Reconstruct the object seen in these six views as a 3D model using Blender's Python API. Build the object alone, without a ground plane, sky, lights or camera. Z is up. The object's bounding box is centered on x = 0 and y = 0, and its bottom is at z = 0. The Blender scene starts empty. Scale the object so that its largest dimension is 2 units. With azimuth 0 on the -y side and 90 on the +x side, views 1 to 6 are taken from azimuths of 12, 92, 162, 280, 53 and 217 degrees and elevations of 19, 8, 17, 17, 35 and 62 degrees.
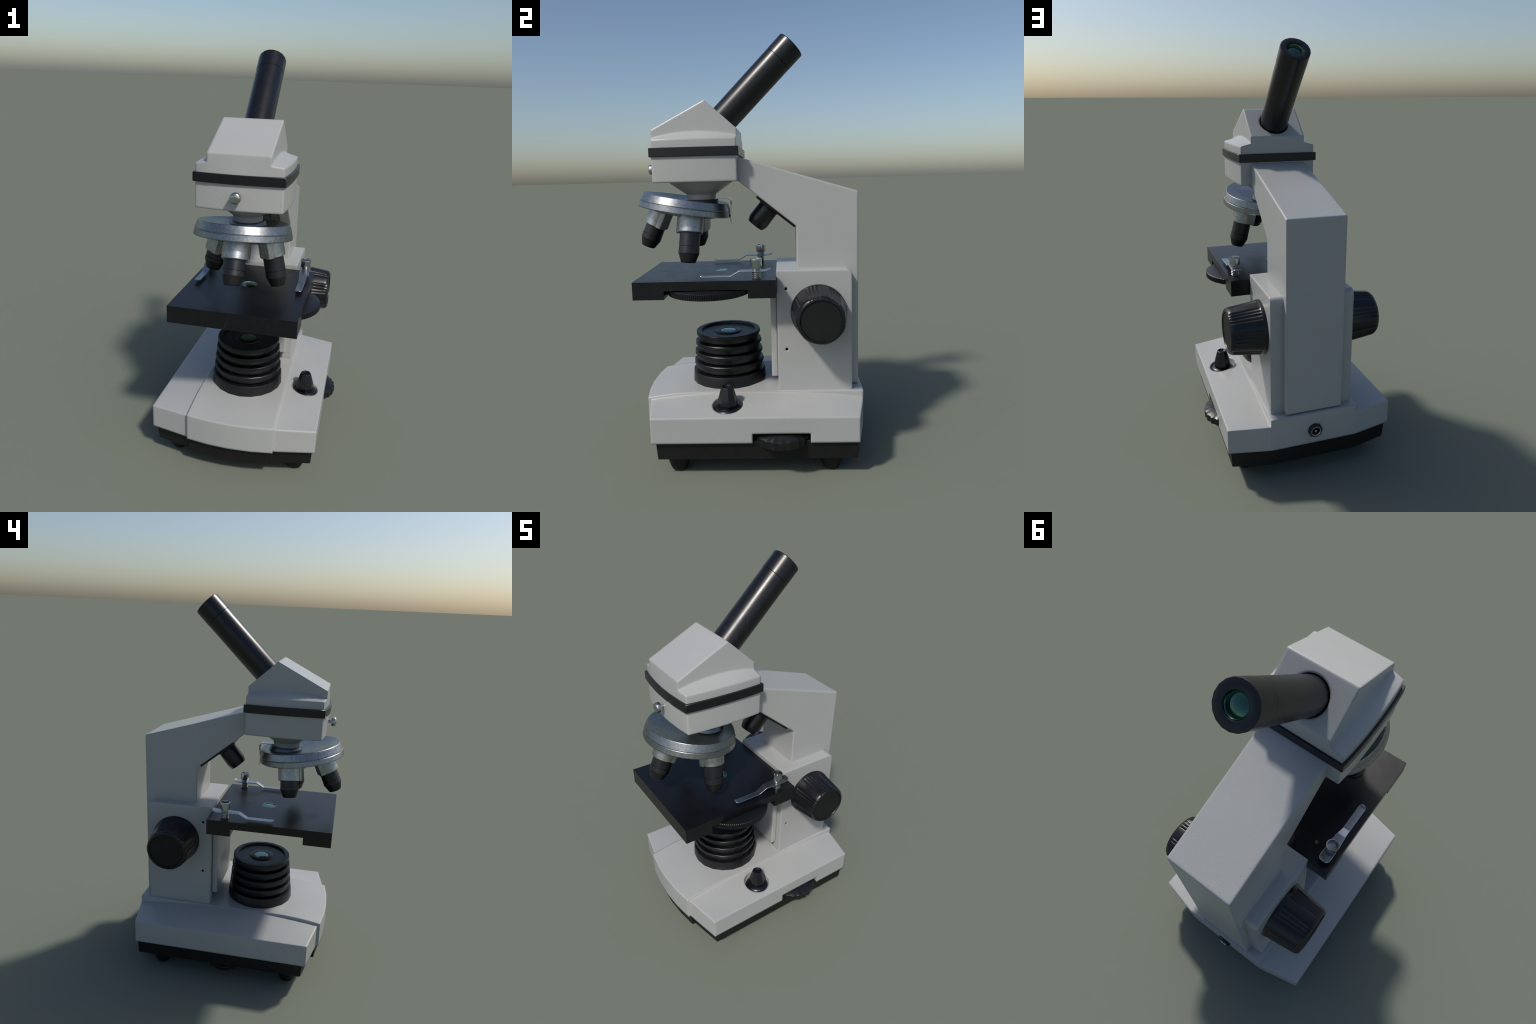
# Student microscope, built part by part.  Metres, z up, front towards -y.
import bpy, bmesh, math
from mathutils import Vector, Matrix

XC = -0.0245            # x of the plane of symmetry
PI = math.pi

# ----------------------------------------------------------------- materials
def new_mat(name):
    m = bpy.data.materials.new(name)
    m.use_nodes = True
    nt = m.node_tree
    nt.nodes.clear()
    out = nt.nodes.new('ShaderNodeOutputMaterial')
    b = nt.nodes.new('ShaderNodeBsdfPrincipled')
    nt.links.new(b.outputs[0], out.inputs[0])
    return m, nt, b

def coords(nt, scale=(1, 1, 1)):
    tc = nt.nodes.new('ShaderNodeTexCoord')
    mp = nt.nodes.new('ShaderNodeMapping')
    mp.inputs['Scale'].default_value = scale
    nt.links.new(tc.outputs['Object'], mp.inputs[0])
    return mp.outputs[0]

def noise(nt, vec, scale, detail=3, rough=0.55, distortion=0.0):
    n = nt.nodes.new('ShaderNodeTexNoise')
    n.inputs['Scale'].default_value = scale
    n.inputs['Detail'].default_value = detail
    n.inputs['Roughness'].default_value = rough
    n.inputs['Distortion'].default_value = distortion
    nt.links.new(vec, n.inputs['Vector'])
    return n.outputs['Fac']

def voronoi(nt, vec, scale, feature='F1', rand=1.0):
    n = nt.nodes.new('ShaderNodeTexVoronoi')
    n.feature = feature
    n.inputs['Scale'].default_value = scale
    n.inputs['Randomness'].default_value = rand
    nt.links.new(vec, n.inputs['Vector'])
    return n.outputs['Distance']

def ramp(nt, fac, *stops):
    r = nt.nodes.new('ShaderNodeValToRGB')
    els = r.color_ramp.elements
    while len(els) < len(stops):
        els.new(0.5)
    for e, (p, c) in zip(els, stops):
        e.position = p
        e.color = (c, c, c, 1) if isinstance(c, (int, float)) else (*c, 1)
    nt.links.new(fac, r.inputs[0])
    return r.outputs[0]

def mix(nt, fac, a, b, mode='MIX'):
    n = nt.nodes.new('ShaderNodeMix')
    n.data_type = 'RGBA'
    n.blend_type = mode
    for sock, v in ((n.inputs[0], fac), (n.inputs[6], a), (n.inputs[7], b)):
        if isinstance(v, (int, float)):
            sock.default_value = v if sock.type == 'VALUE' else (v, v, v, 1)
        elif isinstance(v, tuple):
            sock.default_value = (*v, 1)
        else:
            nt.links.new(v, sock)
    return n.outputs[2]

def math_node(nt, op, a, b):
    n = nt.nodes.new('ShaderNodeMath')
    n.operation = op
    for i, v in enumerate((a, b)):
        if isinstance(v, (int, float)):
            n.inputs[i].default_value = v
        else:
            nt.links.new(v, n.inputs[i])
    return n.outputs[0]

def bump(nt, bsdf, height, strength, dist=0.001, edge=0.0):
    n = nt.nodes.new('ShaderNodeBump')
    if edge > 0:                        # soft moulded edges that catch the light
        bv = nt.nodes.new('ShaderNodeBevel')
        bv.samples = 8
        bv.inputs['Radius'].default_value = edge
        nt.links.new(bv.outputs[0], n.inputs['Normal'])
    n.inputs['Strength'].default_value = strength
    n.inputs['Distance'].default_value = dist
    nt.links.new(height, n.inputs['Height'])
    nt.links.new(n.outputs[0], bsdf.inputs['Normal'])

def scratches(nt, scale=9.0):
    """Thin hair-line scratches: two stretched, warped wave fields crossed."""
    total = None
    for rot, sc in (((0.4, 0.9, 0.3), scale), ((1.1, 0.2, 1.9), scale * 1.4)):
        tc = nt.nodes.new('ShaderNodeTexCoord')
        mp = nt.nodes.new('ShaderNodeMapping')
        mp.inputs['Rotation'].default_value = rot
        mp.inputs['Scale'].default_value = (1.0, 1.0, 0.12)
        nt.links.new(tc.outputs['Object'], mp.inputs[0])
        v = voronoi(nt, mp.outputs[0], sc, 'DISTANCE_TO_EDGE')
        line = ramp(nt, v, (0.0, 1.0), (0.006, 0.0))
        gate = ramp(nt, noise(nt, mp.outputs[0], sc * 0.8, 2), (0.52, 0.0), (0.60, 1.0))
        g = math_node(nt, 'MULTIPLY', line, gate)
        total = g if total is None else math_node(nt, 'MAXIMUM', total, g)
    return total

def white_plastic():
    m, nt, b = new_mat('white_plastic')
    v = coords(nt)
    # fine grain in the paint
    grain = ramp(nt, noise(nt, v, 260, 2, 0.6), (0.30, 0.93), (0.52, 1.0))
    broad = ramp(nt, noise(nt, v, 3.0, 3), (0.3, 0.97), (0.7, 1.02))
    base = mix(nt, 1.0, WHITE, grain, 'MULTIPLY')
    base = mix(nt, 1.0, base, broad, 'MULTIPLY')
    # tiny pin-prick dirt specks
    dots = ramp(nt, voronoi(nt, v, 85), (0.085, 1.0), (0.15, 0.0))
    gate = ramp(nt, noise(nt, v, 21, 2), (0.50, 0.0), (0.60, 1.0))
    base = mix(nt, math_node(nt, 'MULTIPLY', math_node(nt, 'MULTIPLY', dots, gate), 0.42), base, (0.10, 0.10, 0.10))
    # rarer, larger marks in loose clusters
    marks = ramp(nt, voronoi(nt, v, 34), (0.045, 1.0), (0.075, 0.0))
    gate2 = ramp(nt, noise(nt, v, 6.5, 2), (0.55, 0.0), (0.62, 1.0))
    base = mix(nt, math_node(nt, 'MULTIPLY', math_node(nt, 'MULTIPLY', marks, gate2), 0.7), base, (0.10, 0.098, 0.095))
    nt.links.new(base, b.inputs['Base Color'])
    rough = ramp(nt, noise(nt, v, 5, 2), (0.3, 0.295), (0.7, 0.33))
    nt.links.new(rough, b.inputs['Roughness'])
    h = noise(nt, v, 300, 2)
    bump(nt, b, h, 0.05, 0.001, edge=0.014)
    b.inputs['Specular IOR Level'].default_value = 0.5
    return m

def black_plastic(name, col=(0.016, 0.016, 0.019), rough=(0.30, 0.48), grain=0.15,
                  spec=0.5, scratch=0.25, sc=9.0):
    m, nt, b = new_mat(name)
    v = coords(nt)
    tone = ramp(nt, noise(nt, v, 14, 4, 0.6), (0.3, 0.75), (0.7, 1.3))
    base = mix(nt, 1.0, col, tone, 'MULTIPLY')
    scr = scratches(nt, sc)
    base = mix(nt, math_node(nt, 'MULTIPLY', scr, scratch), base, (0.10, 0.10, 0.105))
    dust = ramp(nt, noise(nt, v, 130, 3, 0.65), (0.62, 0.0), (0.75, 1.0))
    base = mix(nt, math_node(nt, 'MULTIPLY', dust, 0.05), base, (0.13, 0.13, 0.13))
    nt.links.new(base, b.inputs['Base Color'])
    r = ramp(nt, noise(nt, v, 22, 5, 0.65), (0.3, rough[0]), (0.7, rough[1]))
    nt.links.new(r, b.inputs['Roughness'])
    b.inputs['Specular IOR Level'].default_value = spec
    bump(nt, b, noise(nt, v, 190, 3), grain, 0.001)
    return m

def brushed_metal(name, col, rough=(0.24, 0.40), smear=0.35, scale=40):
    m, nt, b = new_mat(name)
    v = coords(nt)
    tone = ramp(nt, noise(nt, v, scale, 4, 0.65), (0.3, 1.0 - smear), (0.65, 1.05))
    fine = ramp(nt, noise(nt, v, 230, 2), (0.3, 0.9), (0.6, 1.0))
    base = mix(nt, 1.0, mix(nt, 1.0, col, tone, 'MULTIPLY'), fine, 'MULTIPLY')
    scr = scratches(nt, 14)
    base = mix(nt, math_node(nt, 'MULTIPLY', scr, 0.3), base, (0.75, 0.76, 0.78))
    nt.links.new(base, b.inputs['Base Color'])
    b.inputs['Metallic'].default_value = 1.0
    r = ramp(nt, noise(nt, v, scale * 0.6, 4, 0.6), (0.3, rough[0]), (0.7, rough[1]))
    nt.links.new(r, b.inputs['Roughness'])
    bump(nt, b, noise(nt, v, 210, 3), 0.05, 0.001)
    return m

def coated_glass(name, col, rough=0.05):
    """Anti-reflection coated glass: a dim blue-green mirror."""
    m, nt, b = new_mat(name)
    v = coords(nt)
    base = mix(nt, ramp(nt, noise(nt, v, 12, 2), (0.35, 0.0), (0.65, 1.0)),
               col, tuple(c * 0.88 for c in col))
    nt.links.new(base, b.inputs['Base Color'])
    b.inputs['Metallic'].default_value = 1.0
    b.inputs['Roughness'].default_value = rough
    return m

WHITE = (0.365, 0.368, 0.360)
M_WHITE = white_plastic()
M_BLACK = black_plastic('black_plastic', (0.0055, 0.0055, 0.0068), (0.32, 0.44), 0.10, 0.45, 0.12)
M_TUBE = black_plastic('black_tube_paint', (0.0040, 0.0040, 0.0056), (0.29, 0.35), 0.16, 0.5, 0.30, 13)
M_RUBBER = black_plastic('black_base_plastic', (0.0055, 0.0057, 0.0054), (0.48, 0.64), 0.30, 0.35, 0.15, 10)
M_STAGE = black_plastic('black_stage_paint', (0.0035, 0.0035, 0.0052), (0.295, 0.36), 0.07, 0.45, 0.10, 8)
M_KNOB = black_plastic('black_knob_plastic', (0.0045, 0.0045, 0.0066), (0.295, 0.37), 0.05, 0.45, 0.05, 8)
M_CAP = black_plastic('matt_cap', (0.0075, 0.0078, 0.0075), (0.50, 0.62), 0.05, 0.3, 0.03, 8)
M_OBJ = black_plastic('objective_paint', (0.0065, 0.0065, 0.0100), (0.30, 0.42), 0.06, 0.5, 0.08, 12)
M_OBJTIP = black_plastic('objective_tip_paint', (0.0062, 0.0062, 0.0060), (0.40, 0.52), 0.06, 0.4, 0.10, 12)
M_ALU = brushed_metal('brushed_aluminium', (0.31, 0.325, 0.335), (0.30, 0.40), 0.28, 85)
M_COLLAR = brushed_metal('cast_aluminium', (0.42, 0.44, 0.44), (0.36, 0.48), 0.25, 60)
M_STEEL = brushed_metal('bright_steel', (0.50, 0.51, 0.51), (0.20, 0.28), 0.12, 40)
M_SPRING = brushed_metal('spring_steel', (0.44, 0.46, 0.48), (0.28, 0.36), 0.12, 60)
M_DARKMETAL = brushed_metal('dark_flange_metal', (0.16, 0.17, 0.19), (0.26, 0.36), 0.15, 40)
M_LENS = coated_glass('green_coated_lens', (0.085, 0.175, 0.135), 0.05)
M_LENSRIM = coated_glass('green_lens_rim', (0.10, 0.22, 0.16), 0.18)
M_WINDOW = coated_glass('pale_window_glass', (0.18, 0.28, 0.24), 0.06)
M_RING = coated_glass('pale_ring', (0.36, 0.42, 0.34), 0.25)
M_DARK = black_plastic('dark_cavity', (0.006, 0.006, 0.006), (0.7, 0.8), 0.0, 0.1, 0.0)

# ------------------------------------------------------------------ builders
ROOT = bpy.data.objects.new('microscope', None)
bpy.context.collection.objects.link(ROOT)
ROOT['label'] = 'white and black monocular student microscope with three objectives'
ROOT['category'] = 'microscope'

def finish(name, bm, mat, parent=ROOT, bevel=0.0, segs=2, angle=30, smooth=38, cutters=(), mats=None, unions=()):
    """Mesh object from bm; booleans and bevel are applied; shaded smooth by angle."""
    bmesh.ops.recalc_face_normals(bm, faces=bm.faces)
    me = bpy.data.meshes.new(name)
    bm.to_mesh(me)
    bm.free()
    ob = bpy.data.objects.new(name, me)
    bpy.context.collection.objects.link(ob)
    for m in (mats or [mat]):
        me.materials.append(m)
    temp = []
    for op, c in [('UNION', u) for u in unions] + [('DIFFERENCE', c) for c in cutters]:
        cme = bpy.data.meshes.new('cutter')
        bmesh.ops.recalc_face_normals(c, faces=c.faces)
        c.to_mesh(cme)
        c.free()
        co = bpy.data.objects.new('cutter', cme)
        bpy.context.collection.objects.link(co)
        temp.append(co)
        md = ob.modifiers.new('cut', 'BOOLEAN')
        md.operation = op
        md.solver = 'EXACT'
        md.object = co
    if bevel > 0:
        md = ob.modifiers.new('bevel', 'BEVEL')
        md.width = bevel
        md.segments = segs
        md.limit_method = 'ANGLE'
        md.angle_limit = math.radians(angle)
        md.harden_normals = False
        md.miter_outer = 'MITER_ARC'
    if ob.modifiers:
        dg = bpy.context.evaluated_depsgraph_get()
        dg.update()
        new = bpy.data.meshes.new_from_object(ob.evaluated_get(dg))
        ob.modifiers.clear()
        ob.data = new
        new.name = name
        me = new
    for co in temp:
        bpy.data.objects.remove(co, do_unlink=True)
    me.polygons.foreach_set('use_smooth', [True] * len(me.polygons))
    me.set_sharp_from_angle(angle=math.radians(smooth))
    if bevel > 0:                       # flat faces stay flat, only the rounded edges bend the light
        md = ob.modifiers.new('weighted', 'WEIGHTED_NORMAL')
        md.keep_sharp = True
        md.mode = 'FACE_AREA'
        md.weight = 80
        dg = bpy.context.evaluated_depsgraph_get()
        dg.update()
        new = bpy.data.meshes.new_from_object(ob.evaluated_get(dg))
        ob.modifiers.clear()
        ob.data = new
        new.name = name
    ob.parent = parent
    return ob

def prism(pts, lo, hi, axis='z'):
    """Extrude a 2D polygon between lo and hi along an axis. pts are the other two coordinates."""
    def P(a, b, h):
        return {'x': (h, a, b), 'y': (a, h, b), 'z': (a, b, h)}[axis]
    bm = bmesh.new()
    A = [bm.verts.new(P(a, b, lo)) for a, b in pts]
    B = [bm.verts.new(P(a, b, hi)) for a, b in pts]
    n = len(pts)
    bm.faces.new(A)
    bm.faces.new(list(reversed(B)))
    for i in range(n):
        bm.faces.new((A[i], A[(i + 1) % n], B[(i + 1) % n], B[i]))
    return bm

def box(x0, x1, y0, y1, z0, z1):
    return prism([(x0, y0), (x1, y0), (x1, y1), (x0, y1)], z0, z1)

def basis(direction):
    d = Vector(direction).normalized()
    ref = Vector((1, 0, 0)) if abs(d.x) < 0.9 else Vector((0, 0, 1))
    u = (ref - d * ref.dot(d)).normalized()
    return d, u, d.cross(u)

def lathe(profile, origin=(0, 0, 0), direction=(0, 0, 1), n=32, phase=0.0, rfun=None, bm=None):
    """Surface of revolution: profile is [(radius, height)...]; rfun(angle, i) scales the radius."""
    bm = bm or bmesh.new()
    d, u, w = basis(direction)
    o = Vector(origin)
    rings = []
    for i, (r, h) in enumerate(profile):
        if r < 1e-6:
            rings.append([bm.verts.new(o + d * h)])
            continue
        ring = []
        for k in range(n):
            a = phase + 2 * PI * k / n
            rr = r + (rfun(a, i) if rfun else 0.0)
            ring.append(bm.verts.new(o + d * h + (u * math.cos(a) + w * math.sin(a)) * rr))
        rings.append(ring)
    for A, B in zip(rings, rings[1:]):
        if len(A) == 1 and len(B) == 1:
            continue
        for k in range(n):
            k2 = (k + 1) % n
            if len(A) == 1:
                bm.faces.new((A[0], B[k], B[k2]))
            elif len(B) == 1:
                bm.faces.new((A[k], B[0], A[k2]))
            else:
                bm.faces.new((A[k], B[k], B[k2], A[k2]))
    for ring in (rings[0], rings[-1]):
        if len(ring) > 1:
            bm.faces.new(ring)
    return bm

def strip(path, width_at, thick, xc):
    """Bent metal strip along a (y, z) path, width along x, with chamfered ends."""
    bm = bmesh.new()
    rows = []
    n = len(path)
    for i, (y, z) in enumerate(path):
        a = Vector(path[max(i - 1, 0)])
        b = Vector(path[min(i + 1, n - 1)])
        t = (b - a).normalized()
        nrm = Vector((-t.y, t.x))
        if nrm.y < 0:
            nrm = -nrm
        hw = width_at(i)
        row = []
        for sx, sn in ((-1, 0.5), (1, 0.5), (1, -0.5), (-1, -0.5)):
            row.append(bm.verts.new((xc + sx * hw, y + nrm.x * thick * sn, z + nrm.y * thick * sn)))
        rows.append(row)
    for A, B in zip(rows, rows[1:]):
        for k in range(4):
            bm.faces.new((A[k], A[(k + 1) % 4], B[(k + 1) % 4], B[k]))
    bm.faces.new(rows[0])
    bm.faces.new(list(reversed(rows[-1])))
    return bm

def column_loft(cols, stations, ypos, ztop, zbot):
    """Block made of x columns and y stations: ypos(x, t), ztop(x, t), zbot const."""
    bm = bmesh.new()
    top = [[bm.verts.new((x, ypos(x, t), ztop(x, t))) for t in stations] for x in cols]
    bot = [[bm.verts.new((x, ypos(x, t), zbot)) for t in stations] for x in cols]
    nc, ns = len(cols), len(stations)
    for i in range(nc - 1):
        for j in range(ns - 1):
            bm.faces.new((top[i][j], top[i + 1][j], top[i + 1][j + 1], top[i][j + 1]))
            bm.faces.new((bot[i][j], bot[i][j + 1], bot[i + 1][j + 1], bot[i + 1][j]))
        for j in (0, ns - 1):
            bm.faces.new((top[i][j], bot[i][j], bot[i + 1][j], top[i + 1][j]))
    for i in (0, nc - 1):
        for j in range(ns - 1):
            bm.faces.new((top[i][j], top[i][j + 1], bot[i][j + 1], bot[i][j]))
    return bm

def lerp(a, b, t):
    return a + (b - a) * t

# ---------------------------------------------------------------------- base
HW_SPINE, HW_BASE = 0.2145, 0.4105
Z_SHELL = 0.168

def arch(t):                       # inner edge of a side panel, front t=0 to rear t=1
    return 0.293 + 0.033 * (1.0 - abs(2 * (t - 0.46) / (0.92 if t < 0.46 else 1.08)) ** 2.2)

stations = [i / 16 for i in range(17)]

def spine_y(x, t):
    k = (x - XC) / HW_SPINE
    return lerp(-0.521 + 0.022 * k * k, 0.5275, t)

def spine_z(x, t):
    y = spine_y(x, t)
    s = max(0.0, min(1.0, (y + 0.50) / 0.25))
    return 0.304 + 0.025 * (1 - (1 - s) ** 1.8)

cols = [XC + HW_SPINE * k for k in (-1, -0.5, 0, 0.5, 1)]
DIAL = Vector((0.286, -0.107, 0.0))
def side_panel(sgn):
    hb = HW_BASE + (0.002 if sgn < 0 else 0.0)
    xs = [XC + sgn * x for x in (HW_SPINE - 0.006, 0.25, 0.30, 0.355, hb)]
    def k_of(x):
        return (abs(x - XC) - HW_SPINE) / (hb - HW_SPINE)
    def yp(x, t):
        k = max(0.0, k_of(x))
        return lerp(lerp(-0.487, -0.445, k), lerp(0.5275, 0.4855, k), t)
    def zt(x, t):
        k = max(0.0, k_of(x))
        return lerp(arch(t), 0.288, k)
    return column_loft(xs, stations, yp, zt, Z_SHELL)

dish = lathe([(0.060, 0.283), (0.066, 0.284), (0.069, 0.292), (0.0735, 0.330)], DIAL, n=40)
slot = box(0.335, 0.42, 0.009, 0.268, 0.150, 0.212)
base_shell = finish('base_shell', column_loft(cols, stations, spine_y, spine_z, Z_SHELL), M_WHITE,
                    bevel=0.002, segs=1, angle=30, unions=[side_panel(1), side_panel(-1)], cutters=[dish, slot])

def base_outline(inset, taper):
    i = inset + taper
    r = 0.001 + taper * 0.3
    xo, xs = HW_BASE - i, HW_SPINE - 0.003
    pts = []
    for k in (-1, -0.5, 0, 0.5, 1):
        pts.append((XC + xs * k, -0.5165 + 0.021 * k * k + i))
    pts += [(XC + xs + 0.001, -0.478 + i), (XC + xo, -0.440 + i)]
    pts += [(XC + xo, 0.480 - r), (XC + xs, 0.522 - r), (XC - xs, 0.522 - r), (XC - xo, 0.480 - r)]
    pts += [(XC - xo, -0.440 + i), (XC - xs - 0.001, -0.478 + i)]
    return pts

bm = bmesh.new()
lo = [bm.verts.new((x, y, 0.084)) for x, y in base_outline(0.013, 0.006)]
hi = [bm.verts.new((x, y, 0.172)) for x, y in base_outline(0.013, 0.0)]
bm.faces.new(lo)
bm.faces.new(list(reversed(hi)))
for i in range(len(lo)):
    j = (i + 1) % len(lo)
    bm.faces.new((lo[i], lo[j], hi[j], hi[i]))
base_plate = finish('base_plate', bm, M_RUBBER, bevel=0.002, segs=1)

# dark lining inside the thumb-wheel slot
finish('slot_lining', box(0.300, 0.352, -0.02, 0.30, 0.165, 0.24), M_DARK, parent=base_plate)

foot = finish('rubber_foot', lathe([(0.053, 0.09), (0.052, 0.055), (0.048, 0.032), (0.040, 0.010),
                                    (0.033, 0.001), (0.028, 0.0)], n=14), M_RUBBER, parent=base_plate)
for k, (sx, y) in enumerate(((1, -0.342), (-1, -0.342), (1, 0.365), (-1, 0.365))):
    f = foot if k == 0 else foot.copy()
    if k:
        bpy.context.collection.objects.link(f)
        f.parent = base_plate
    f.location = (XC + sx * 0.306, y, 0)

# scalloped thumb wheel in the +x side
def scallop(a, i):
    return 0.0024 * math.cos(22 * a)
finish('thumb_wheel', lathe([(0.0, 0.154), (0.124, 0.154), (0.130, 0.157), (0.130, 0.190), (0.124, 0.194), (0.090, 0.204), (0.0, 0.205)],
                            (0.302, 0.139, 0), n=144, rfun=lambda a, i: scallop(a, i) if 1 < i < 5 else 0),
       M_BLACK, parent=base_plate, smooth=30)

# small slot frame with a scalloped wheel low on the -x side of the plate
latch = finish('side_slot_frame', box(-0.4175, -0.370, -0.071, 0.069, 0.0675, 0.100), M_BLACK, parent=base_plate, bevel=0.003)
finish('slot_wheel', lathe([(0.0, 0.056), (0.059, 0.056), (0.0625, 0.059), (0.0625, 0.074), (0.059, 0.077), (0, 0.078)],
                           (-0.3640, -0.001, 0), n=144, rfun=lambda a, i: 0.0015 * math.cos(24 * a) if 0 < i < 4 else 0),
       M_BLACK, parent=base_plate, smooth=30)

# brightness dial
dial = finish('dial_flange', lathe([(0.0, 0.280), (0.062, 0.281), (0.0635, 0.287), (0.062, 0.291), (0.048, 0.300), (0.030, 0.300), (0, 0.300)], DIAL, n=24),
              M_KNOB, parent=base_shell)
finish('brightness_dial', lathe([(0.0, 0.298), (0.041, 0.299), (0.0455, 0.309), (0.0460, 0.322), (0.0435, 0.338), (0.0285, 0.390), (0.0255, 0.3955), (0.021, 0.395), (0.018, 0.388), (0.0, 0.387)],
                                DIAL, n=8, phase=0.2), M_KNOB, parent=base_shell, smooth=24, bevel=0.0012, segs=1)

# power socket in the rear of the base
SOCK = Vector((XC - 0.001, 0, 0.2375))
sock = finish('power_socket', lathe([(0.036, 0.515), (0.036, 0.537), (0.032, 0.543), (0.0255, 0.5445), (0.0255, 0.536), (0.0, 0.536)],
                                    SOCK, (0, 1, 0), n=8, phase=0.1), M_KNOB, parent=base_shell, bevel=0.001, segs=1)
finish('socket_ring', lathe([(0.0255, 0.530), (0.0255, 0.5450), (0.021, 0.5450), (0.018, 0.541), (0.018, 0.530)], SOCK, (0, 1, 0), n=28), M_STEEL, parent=sock)
finish('socket_well', lathe([(0.019, 0.528), (0.019, 0.538), (0.0, 0.538)], SOCK, (0, 1, 0), n=24), M_DARK, parent=sock)
finish('socket_pin', lathe([(0.006, 0.530), (0.006, 0.5415), (0.004, 0.543), (0.0, 0.543)], SOCK, (0, 1, 0), n=14), M_STEEL, parent=sock)

# --------------------------------------------------------------- illuminator
LAMP = (XC, -0.126, 0)
prof = [(0.0, 0.315), (0.1850, 0.315), (0.1850, 0.332), (0.1825, 0.376), (0.1800, 0.3815)]
rims = [(0.3815, 0.1800), (0.431, 0.1765), (0.481, 0.172), (0.530, 0.167), (0.579, 0.162)]
for (zl, rl), (zt, rt) in zip(rims, rims[1:]):       # each ring: undercut, lower band, line, rim band
    prof += [(rt - 0.0290, zl - 0.0005), (rt - 0.0270, zl + 0.005), (rt - 0.0095, zl + 0.0110), (rt - 0.0050, zt - 0.0190),
             (rt - 0.0012, zt - 0.0172), (rt, zt - 0.0155), (rt, zt - 0.0030), (rt - 0.0025, zt)]
prof += [(0.140, 0.579), (0.137, 0.5765), (0.1355, 0.5685), (0.070, 0.5675), (0.068, 0.5705), (0.066, 0.5715), (0.044, 0.5715), (0.0405, 0.569), (0.0395, 0.563), (0.0, 0.563)]
lamp = finish('illuminator', lathe(prof, LAMP, n=20), M_BLACK, smooth=27)
finish('illuminator_lens', lathe([(0.0405, 0.562), (0.0392, 0.5705), (0.028, 0.5716), (0.014, 0.5722), (0, 0.5724)], LAMP, n=32), M_WINDOW, parent=lamp, smooth=60)

# ------------------------------------------------------- housing and focus
R = 0.028
side = [(0.127, 0.322), (0.478, 0.322), (0.478, 0.908 - R)]
side += [(0.478 - R + R * math.cos(a), 0.908 - R + R * math.sin(a)) for a in (PI / 8, PI / 4, 3 * PI / 8, PI / 2)]
side += [(0.127, 0.908)]
holes = []
for z in (0.8205, 0.529):
    holes.append(lathe([(0.0065, -0.6), (0.0065, 0.6)], (0, 0.1705, z), (1, 0, 0), n=20))
channel = prism([(XC - 0.150, 0.120), (XC + 0.150, 0.120), (XC + 0.118, 0.160), (XC - 0.118, 0.160)], 0.30, 0.86)
core = box(XC - 0.118, XC + 0.118, 0.15, 0.19, 0.30, 0.84)
housing = finish('focus_housing', prism(side, XC - 0.2012, XC + 0.2012, 'x'), M_WHITE, bevel=0.005, segs=2, angle=40,
                 cutters=[channel, core] + holes)
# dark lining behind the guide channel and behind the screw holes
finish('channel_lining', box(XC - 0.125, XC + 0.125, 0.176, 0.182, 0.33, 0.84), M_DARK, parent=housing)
finish('rack_slider', box(XC - 0.166, XC + 0.166, 0.096, 0.1262, 0.383, 0.835), M_WHITE, bevel=0.004)
finish('slider_rail', box(XC - 0.112, XC + 0.112, 0.120, 0.172, 0.400, 0.82), M_WHITE, bevel=0.003)

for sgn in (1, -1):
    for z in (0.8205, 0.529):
        finish('hole_shadow_plug', lathe([(0.0068, 0.10), (0.0068, 0.1975), (0.0, 0.1975)], (XC, 0.1705, z), (sgn, 0, 0), n=20), M_DARK, parent=housing)  # black plug modelled as the shadow inside each white-walled hole

def knob_groove(a):
    """7 groups of 4 narrow grooves, each group followed by a plain land."""
    p = (a * 7 / (2 * PI)) % 1.0
    if p > 0.60:
        return 0.0
    q = (p / 0.60 * 4) % 1.0
    return -0.0055 * max(0.0, math.sin(PI * q)) ** 0.8

knob_prof = [(0.060, 0.197), (0.128, 0.198), (0.1315, 0.2015), (0.1305, 0.214), (0.1285, 0.218), (0.1275, 0.224), (0.1125, 0.346), (0.1100, 0.357), (0.104, 0.366), (0.097, 0.3695), (0.093, 0.369), (0.0905, 0.363), (0.0, 0.363)]
def knob_r(a, i):
    return knob_groove(a) * {5: 0.8, 6: 1.0, 7: 0.45}.get(i, 0.0)
knob_z, knob_y = 0.7085, 0.322
for sgn in (1, -1):
    kb = finish('focus_knob', lathe(knob_prof, (XC, knob_y, knob_z), (sgn, 0, 0), n=224, phase=0.3, rfun=knob_r), M_KNOB, smooth=35)
    finish('knob_cap', lathe([(0.090, 0.355), (0.090, 0.3640), (0.0, 0.3640)], (XC, knob_y, knob_z), (sgn, 0, 0), n=48), M_CAP, parent=kb)
    finish('focus_shaft', lathe([(0.05, 0.17), (0.05, 0.21)], (XC, knob_y, knob_z), (sgn, 0, 0), n=24), M_DARK, parent=kb)

# ----------------------------------------------------------------------- arm
arm_side = [(-0.060, 1.4378), (0.5145, 1.2645), (0.5145, 0.3335), (0.30, 0.3335), (0.225, 0.50), (0.225, 1.106), (-0.041, 1.322), (-0.060, 1.330)]
arm = finish('arm', prism(arm_side, XC - 0.1395, XC + 0.1395, 'x'), M_WHITE, bevel=0.005, segs=2, angle=20)

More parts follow.
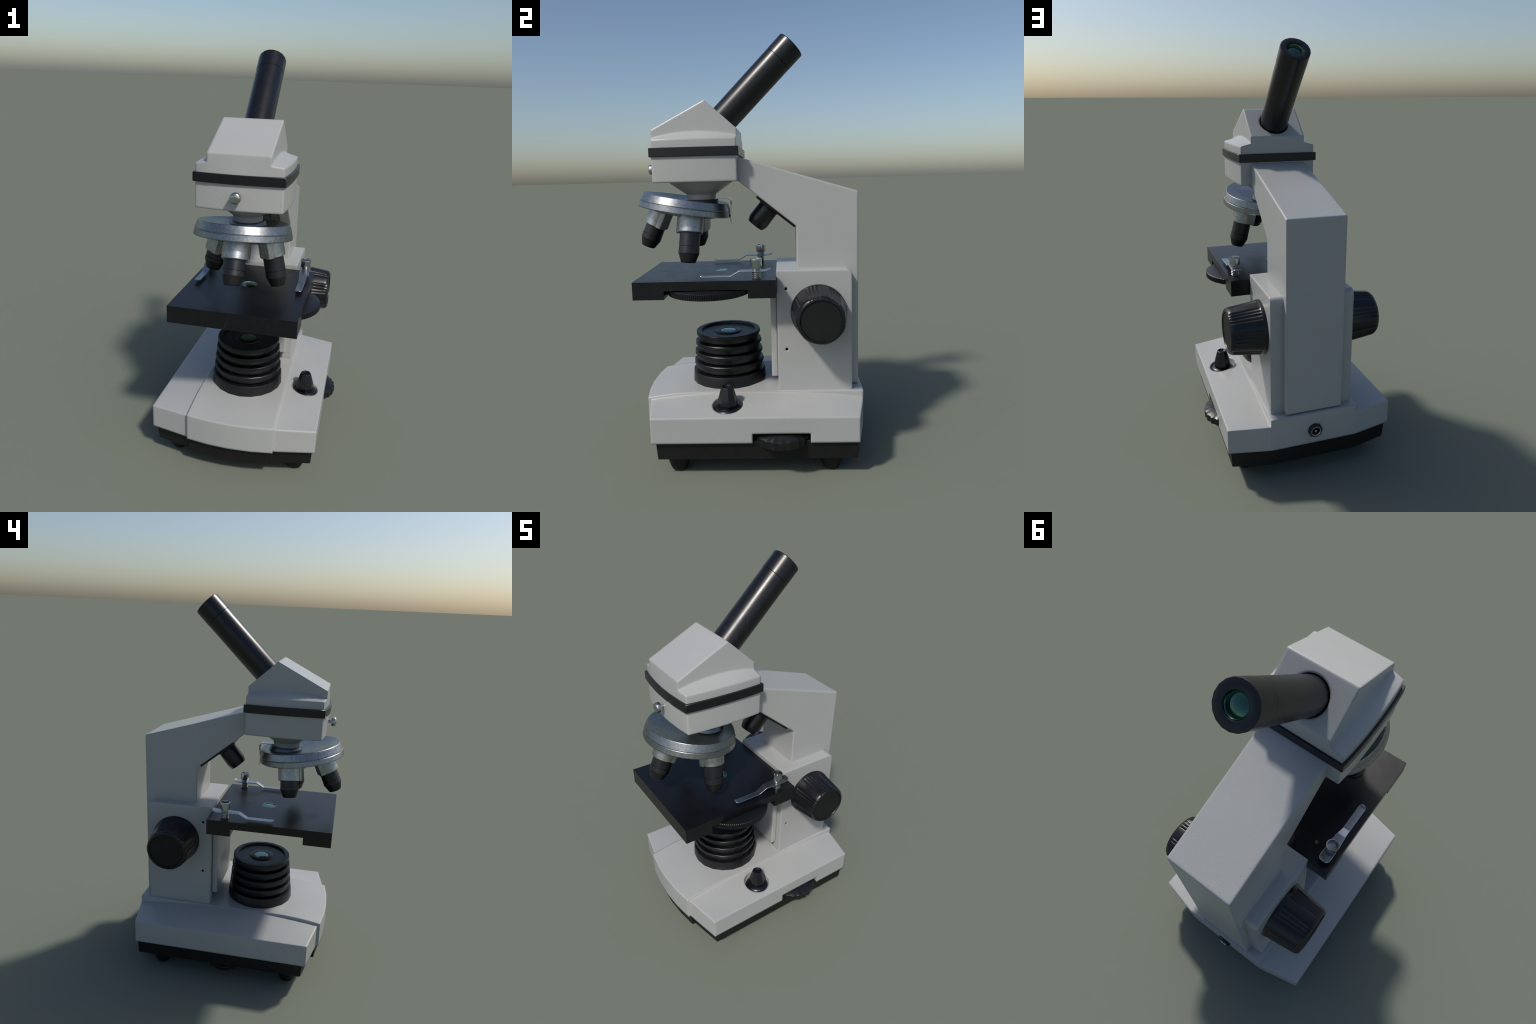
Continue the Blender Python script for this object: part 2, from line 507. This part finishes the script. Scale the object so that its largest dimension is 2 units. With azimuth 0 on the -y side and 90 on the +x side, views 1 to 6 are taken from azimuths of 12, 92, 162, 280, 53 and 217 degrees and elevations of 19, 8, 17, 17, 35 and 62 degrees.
# accessory barrel on a slanted plate under the arm
s_dir = Vector((0, 0.776, -0.630))
n_dir = Vector((0, -0.630, -0.776))
p0 = Vector((XC, 0.0445, 1.2515))
bm = bmesh.new()
grid = {}
for ix in (-1, 1):
    for js, s in enumerate((0.0, 0.233)):
        for kn, h in enumerate((-0.002, 0.0125)):
            grid[ix, js, kn] = bm.verts.new(p0 + s_dir * s + n_dir * h + Vector((ix * 0.084, 0, 0)))
g = grid
for f in (((-1, 0, 0), (1, 0, 0), (1, 1, 0), (-1, 1, 0)), ((-1, 0, 1), (1, 0, 1), (1, 1, 1), (-1, 1, 1)),
          ((-1, 0, 0), (1, 0, 0), (1, 0, 1), (-1, 0, 1)), ((-1, 1, 0), (1, 1, 0), (1, 1, 1), (-1, 1, 1)),
          ((-1, 0, 0), (-1, 1, 0), (-1, 1, 1), (-1, 0, 1)), ((1, 0, 0), (1, 1, 0), (1, 1, 1), (1, 0, 1))):
    bm.faces.new([g[k] for k in f])
plate = finish('barrel_plate', bm, M_BLACK, bevel=0.0015, segs=1)
b0 = p0 + s_dir * 0.0785
finish('arm_barrel', lathe([(0.056, 0.010), (0.056, 0.018), (0.0515, 0.022), (0.053, 0.098), (0.0515, 0.104), (0.045, 0.124), (0.041, 0.127), (0.0, 0.1265)],
                           b0, n_dir, n=24), M_TUBE, parent=plate, smooth=17)

# ---------------------------------------------------------------------- stage
SX, Y0, Y1 = 0.2972, -0.5212, 0.1262
stage_side = [(Y0, 0.800), (-0.3785, 0.800), (-0.3785, 0.840), (0.0, 0.840), (0.0, 0.800), (Y1, 0.800), (Y1, 0.8818), (Y0, 0.8818)]
HOLE = (XC, -0.156, 0)
cut = [lathe([(0.040, 0.80), (0.040, 0.90)], HOLE, n=32)]
pins = [(XC + sx * 0.1825, 0.035) for sx in (-1, 1)]
for x, y in pins:
    cut.append(lathe([(0.008, 0.86), (0.008, 0.90)], (x, y, 0), n=16))
stage = finish('stage', prism(stage_side, XC - SX, XC + SX, 'x'), M_STAGE, bevel=0.003, segs=2, cutters=cut)
finish('stage_window', lathe([(0.0375, 0.845), (0.0372, 0.8765), (0.030, 0.8785), (0.015, 0.8800), (0, 0.8805)], HOLE, n=32), M_WINDOW, parent=stage, smooth=60)
finish('window_ring', lathe([(0.0402, 0.850), (0.0402, 0.8816), (0.0388, 0.8820), (0.0370, 0.8770), (0.0368, 0.850)], HOLE, n=32), M_RING, parent=stage)
for x, y in pins:
    finish('clip_hole_ring', lathe([(0.0082, 0.865), (0.0082, 0.8815), (0.0055, 0.8813), (0.005, 0.869), (0, 0.869)], (x, y, 0), n=14), M_RING, parent=stage)

# knurled iris wheel below the stage
finish('iris_wheel', lathe([(0.0, 0.8035), (0.184, 0.8035), (0.1885, 0.8060), (0.1885, 0.8320), (0.185, 0.8345), (0.12, 0.838), (0.0, 0.838)],
                           (0.148, -0.1895, 0), n=480, rfun=lambda a, i: 0.0016 * (1 if math.sin(120 * a + 0.4) > 0 else -1) if 1 < i < 4 else 0),
       M_BLACK, parent=stage, smooth=30)
finish('iris_mount', lathe([(0.0, 0.79), (0.055, 0.79), (0.06, 0.795), (0.06, 0.845), (0, 0.845)], HOLE, n=28), M_BLACK, parent=stage)

# spring clips held by hollow thumb screws
clip_path = [(-0.2185, 0.9005), (-0.2165, 0.8985), (-0.209, 0.8955), (-0.200, 0.8945), (-0.084, 0.8945), (-0.078, 0.896), (-0.040, 0.9180), (-0.034, 0.9195),
             (0.010, 0.9195), (0.072, 0.9195), (0.088, 0.9215), (0.098, 0.9255), (0.1035, 0.929)]
clip_w = [0.007, 0.0125, 0.016, 0.0165, 0.0165, 0.0165, 0.0195, 0.0205, 0.024, 0.0255, 0.0245, 0.0205, 0.013]
for sgn in (1, -1):
    cx = XC + sgn * 0.2545
    sp = finish('stage_clip', strip(clip_path, lambda i: clip_w[i], 0.0045, cx), M_SPRING, parent=stage, bevel=0.0012, segs=1)
    cl = (cx + sgn * 0.0015, 0.038, 0)
    finish('clip_screw', lathe([(0.018, 0.925), (0.0185, 0.936), (0.0250, 0.9375), (0.0262, 0.941), (0.0264, 0.962), (0.0276, 0.973), (0.0268, 0.9755),
                                (0.0222, 0.9750), (0.0205, 0.968), (0.0195, 0.946), (0.0, 0.945)], cl, n=18), M_STEEL, parent=stage, smooth=32)
    coil = [(0.0195, 0.878)]
    z = 0.882
    while z < 0.933:
        coil += [(0.0165, z), (0.0200, z + 0.0022), (0.0200, z + 0.0048), (0.0165, z + 0.0070)]
        z += 0.0085
    coil.append((0.016, 0.936))
    finish('clip_spring', lathe(coil, cl, n=20), M_STEEL, parent=stage, smooth=50)

# ----------------------------------------------------------------------- head
Y_REAR = -0.0405
def front_y(x, off=0.0):
    k = (x - XC) / 0.1915
    return -0.4455 + 0.0185 * k * k - off

def bow(t):                         # the side walls bow out between front (t=0) and rear (t=1)
    return 0.0100 * (1 - abs(2 * t - 1) ** 2.4)

def plan(hw, off):
    pts = [(XC + hw * k, front_y(XC + 0.1915 * k, off)) for k in (-1, -0.6, -0.2, 0.2, 0.6, 1)]
    y0, y1 = front_y(XC + 0.1915, off), Y_REAR + off
    ts_ = [0.12, 0.26, 0.42, 0.58, 0.74, 0.88]
    pts += [(XC + hw + bow(t), lerp(y0, y1, t)) for t in ts_]
    pts += [(XC + hw, y1), (XC - hw, y1)]
    pts += [(XC - hw - bow(t), lerp(y0, y1, t)) for t in reversed(ts_)]
    return pts

head = finish('head_block', prism(plan(0.1932, 0.0005), 1.3212, 1.445), M_WHITE, bevel=0.005, segs=2, angle=40)
finish('trim_band', prism(plan(0.2022, 0.0100), 1.4378, 1.4785), M_TUBE, parent=head, bevel=0.002, segs=1, angle=40)

# upper cover: curved shelves left and right of a wedge shaped roof
HR, HS = 0.1393, 0.1915
T_APEX = 0.635
ts = sorted([i / 12 for i in range(13)] + [T_APEX])
def roof_z(t):
    return lerp(1.5625, 1.6915, t / T_APEX) if t <= T_APEX else lerp(1.6915, 1.5615, (t - T_APEX) / (1 - T_APEX))
def shelf_z(t):
    return 1.526 + 0.026 * (1 - abs(2 * t - 1.06) ** 2)
def cy(x, t):
    return lerp(front_y(x), Y_REAR, t)
def ry(t):
    return lerp(-0.4375, Y_REAR, t)
bm = bmesh.new()
xs_mid = [XC + HR * k for k in (-1, -0.5, 0, 0.5, 1)]
B = {}
def vert(key, co):
    if key not in B:
        B[key] = bm.verts.new(co)
    return B[key]
xall = [XC - HS] + xs_mid + [XC + HS]
ZB = 1.470
nt_ = len(ts)
def xo(i, j):
    return xall[i] + (bow(ts[j]) * (1 if i == 6 else -1) if i in (0, 6) else 0.0)
def vb(i, j): return vert(('b', i, j), (xo(i, j), cy(xall[i], ts[j]), ZB))
def vo(i, j): return vert(('o', i, j), (xo(i, j), cy(xall[i], ts[j]), 1.516))          # outer shelf edge
def vs(i, j): return vert(('s', i, j), (xall[i], ry(ts[j]), shelf_z(ts[j])))  # shelf meets roof wall
def vr(i, j): return vert(('r', i, j), (xall[i], ry(ts[j]), roof_z(ts[j])))   # roof
for j in range(nt_ - 1):
    for i in range(6):
        bm.faces.new((vb(i, j), vb(i + 1, j), vb(i + 1, j + 1), vb(i, j + 1)))
    for i in range(1, 5):
        bm.faces.new((vr(i, j), vr(i + 1, j), vr(i + 1, j + 1), vr(i, j + 1)))
    for o, s in ((0, 1), (6, 5)):
        bm.faces.new((vb(o, j), vo(o, j), vo(o, j + 1), vb(o, j + 1)))
        bm.faces.new((vo(o, j), vs(s, j), vs(s, j + 1), vo(o, j + 1)))
        bm.faces.new((vs(s, j), vr(s, j), vr(s, j + 1), vs(s, j + 1)))
for j in (0, nt_ - 1):
    bm.faces.new((vb(0, j), vb(1, j), vs(1, j), vo(0, j)))
    bm.faces.new((vb(6, j), vb(5, j), vs(5, j), vo(6, j)))
    bm.faces.new((vb(1, j), vb(2, j), vr(2, j), vr(1, j), vs(1, j)))
    bm.faces.new((vb(5, j), vb(4, j), vr(4, j), vr(5, j), vs(5, j)))
    for i in (2, 3):
        bm.faces.new((vb(i, j), vb(i + 1, j), vr(i + 1, j), vr(i, j)))
AX = Vector((0, 1, 1)).normalized()
T_END = Vector((XC, 0.2195, 1.9515))
socket = lathe([(0.0735, -0.55), (0.0735, -0.36)], T_END, AX, n=32)
cover = finish('head_cover', bm, M_WHITE, parent=head, bevel=0.005, segs=2, angle=33, cutters=[socket])

# thumb screw on the front
finish('thumb_screw', lathe([(0.0075, 0.43), (0.0075, 0.463), (0.0235, 0.4635), (0.0245, 0.466), (0.0245, 0.482), (0.0215, 0.4865), (0.009, 0.489), (0.0, 0.489)],
                            (XC - 0.002, 0, 1.386), (0, -1, 0), n=16), M_STEEL, parent=head, smooth=50)

# ---------------------------------------------------------------- eyepiece
tube = finish('eyepiece_tube', lathe([(0.0692, -0.52), (0.0692, -0.0945), (0.0680, -0.0935), (0.0680, -0.090)], T_END, AX, n=18), M_TUBE, smooth=25)
finish('eyepiece_cap', lathe([(0.0680, -0.0935), (0.0680, -0.0925), (0.0698, -0.0912), (0.0700, -0.004), (0.0685, -0.001), (0.066, 0.0), (0.0425, 0.0), (0.0395, -0.001), (0.0378, -0.004), (0.0370, -0.012), (0.0370, -0.06)], T_END, AX, n=18),
       M_TUBE, parent=tube, smooth=25)
finish('eyepiece_lens_rim', lathe([(0.0372, -0.055), (0.0370, -0.007), (0.0362, -0.006), (0.0325, -0.011), (0.0310, -0.030)], T_END, AX, n=28), M_LENSRIM, parent=tube, smooth=50)
finish('eyepiece_lens', lathe([(0.033, -0.060), (0.0325, -0.0155), (0.024, -0.0125), (0.012, -0.0108), (0.0, -0.0102)], T_END, AX, n=28), M_LENS, parent=tube, smooth=60)
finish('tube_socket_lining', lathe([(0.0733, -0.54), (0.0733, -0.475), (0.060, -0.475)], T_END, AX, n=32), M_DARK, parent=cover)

# ------------------------------------------------------------ neck + turret
NECK = (XC, -0.2345, 0)
neck = finish('neck_cone', lathe([(0.153, 1.326), (0.1525, 1.318), (0.0715, 1.262), (0.0708, 1.258), (0.0708, 1.228)], NECK, n=24), M_WHITE, smooth=25)
N_UP = Vector((0, 0.164, 0.9865)).normalized()
N_C = Vector((XC, -0.3205, 1.1805))
turret = finish('turret_disc', lathe([(0.0, -0.016), (0.148, -0.016), (0.160, -0.011), (0.166, 0.0), (0.205, -0.001), (0.2220, -0.001), (0.2262, 0.0005), (0.2270, 0.004), (0.2228, 0.0265),
                                      (0.2210, 0.0285), (0.2195, 0.0290), (0.2195, 0.0305), (0.2212, 0.0312), (0.2218, 0.0330), (0.2105, 0.0650), (0.2085, 0.0672), (0.2060, 0.0672), (0.2030, 0.0665), (0.170, 0.0595), (0.100, 0.0490), (0.0, 0.0470)],
                                     N_C, N_UP, n=40), M_ALU, smooth=19)
finish('turret_flange', lathe([(0.0, 1.185), (0.100, 1.195), (0.097, 1.204), (0.087, 1.222), (0.084, 1.232), (0.081, 1.2365), (0.074, 1.2375), (0.0, 1.2375)], NECK, n=28), M_DARKMETAL, parent=turret, smooth=40)
stop_path = [(-0.175, 1.2405), (-0.106, 1.2400), (-0.099, 1.2385), (-0.0915, 1.2315), (-0.0895, 1.226), (-0.0890, 1.208), (-0.0915, 1.190), (-0.0945, 1.168), (-0.0955, 1.147), (-0.094, 1.130), (-0.089, 1.1155)]
finish('stop_spring', strip(stop_path, lambda i: 0.0175 if 3 < i < 9 else (0.013 if i >= 9 else 0.021), 0.0042, XC), M_STEEL, parent=turret)

def objective(cb, tip, body):
    """One objective: cast collar with an inward boss, barrel, groove, tapered nose."""
    cb, tip = Vector(cb), Vector(tip)
    d = (tip - cb).normalized()
    L = (tip - cb).length
    col = finish('objective', lathe([(0.0, -0.115), (0.0590, -0.115), (0.0595, -0.070), (0.0600, -0.003), (0.0575, 0.0), (0.0, 0.0)], cb, d, n=28), M_COLLAR, smooth=35)
    inward = (N_C - cb)
    inward = (inward - d * inward.dot(d)).normalized()
    side = d.cross(inward)
    bm = bmesh.new()
    pts = []
    for a, s in ((0.010, -0.0600), (0.034, -0.0600), (0.047, -0.042), (0.047, 0.042), (0.034, 0.0600), (0.010, 0.0600)):
        pts.append((a, s))
    A = [bm.verts.new(cb + inward * a + side * s - d * 0.115) for a, s in pts]
    Bv = [bm.verts.new(cb + inward * a + side * s + d * 0.003) for a, s in pts]
    bm.faces.new(A)
    bm.faces.new(list(reversed(Bv)))
    for i in range(6):
        bm.faces.new((A[i], A[(i + 1) % 6], Bv[(i + 1) % 6], Bv[i]))
    finish('objective_boss', bm, M_COLLAR, parent=col, bevel=0.004)
    g = body * 0.66
    finish('objective_barrel', lathe([(0.0480, -0.01), (0.0483, g - 0.0025), (0.0455, g - 0.0020), (0.0455, g + 0.0005), (0.0487, g + 0.001), (0.0492, body - 0.002), (0.0484, body), (0.0, body)], cb, d, n=28), M_OBJ, parent=col, smooth=16)
    finish('objective_nose', lathe([(0.0480, body - 0.001), (0.0475, body + 0.001), (0.0345, L - 0.002), (0.0325, L), (0.012, L), (0.010, L - 0.004), (0.0, L - 0.004)], cb, d, n=28), M_OBJTIP, parent=col, smooth=16)
    finish('objective_lens', lathe([(0.011, L - 0.006), (0.008, L - 0.002), (0.0, L - 0.001)], cb, d, n=16), M_LENS, parent=col)

objective((0.1095, -0.275, 1.084), (0.1415, -0.2855, 0.948), 0.100)
objective((-0.1585, -0.275, 1.084), (-0.1790, -0.2825, 0.997), 0.049)
objective((XC, -0.467, 1.1135), (XC, -0.513, 1.0115), 0.072)
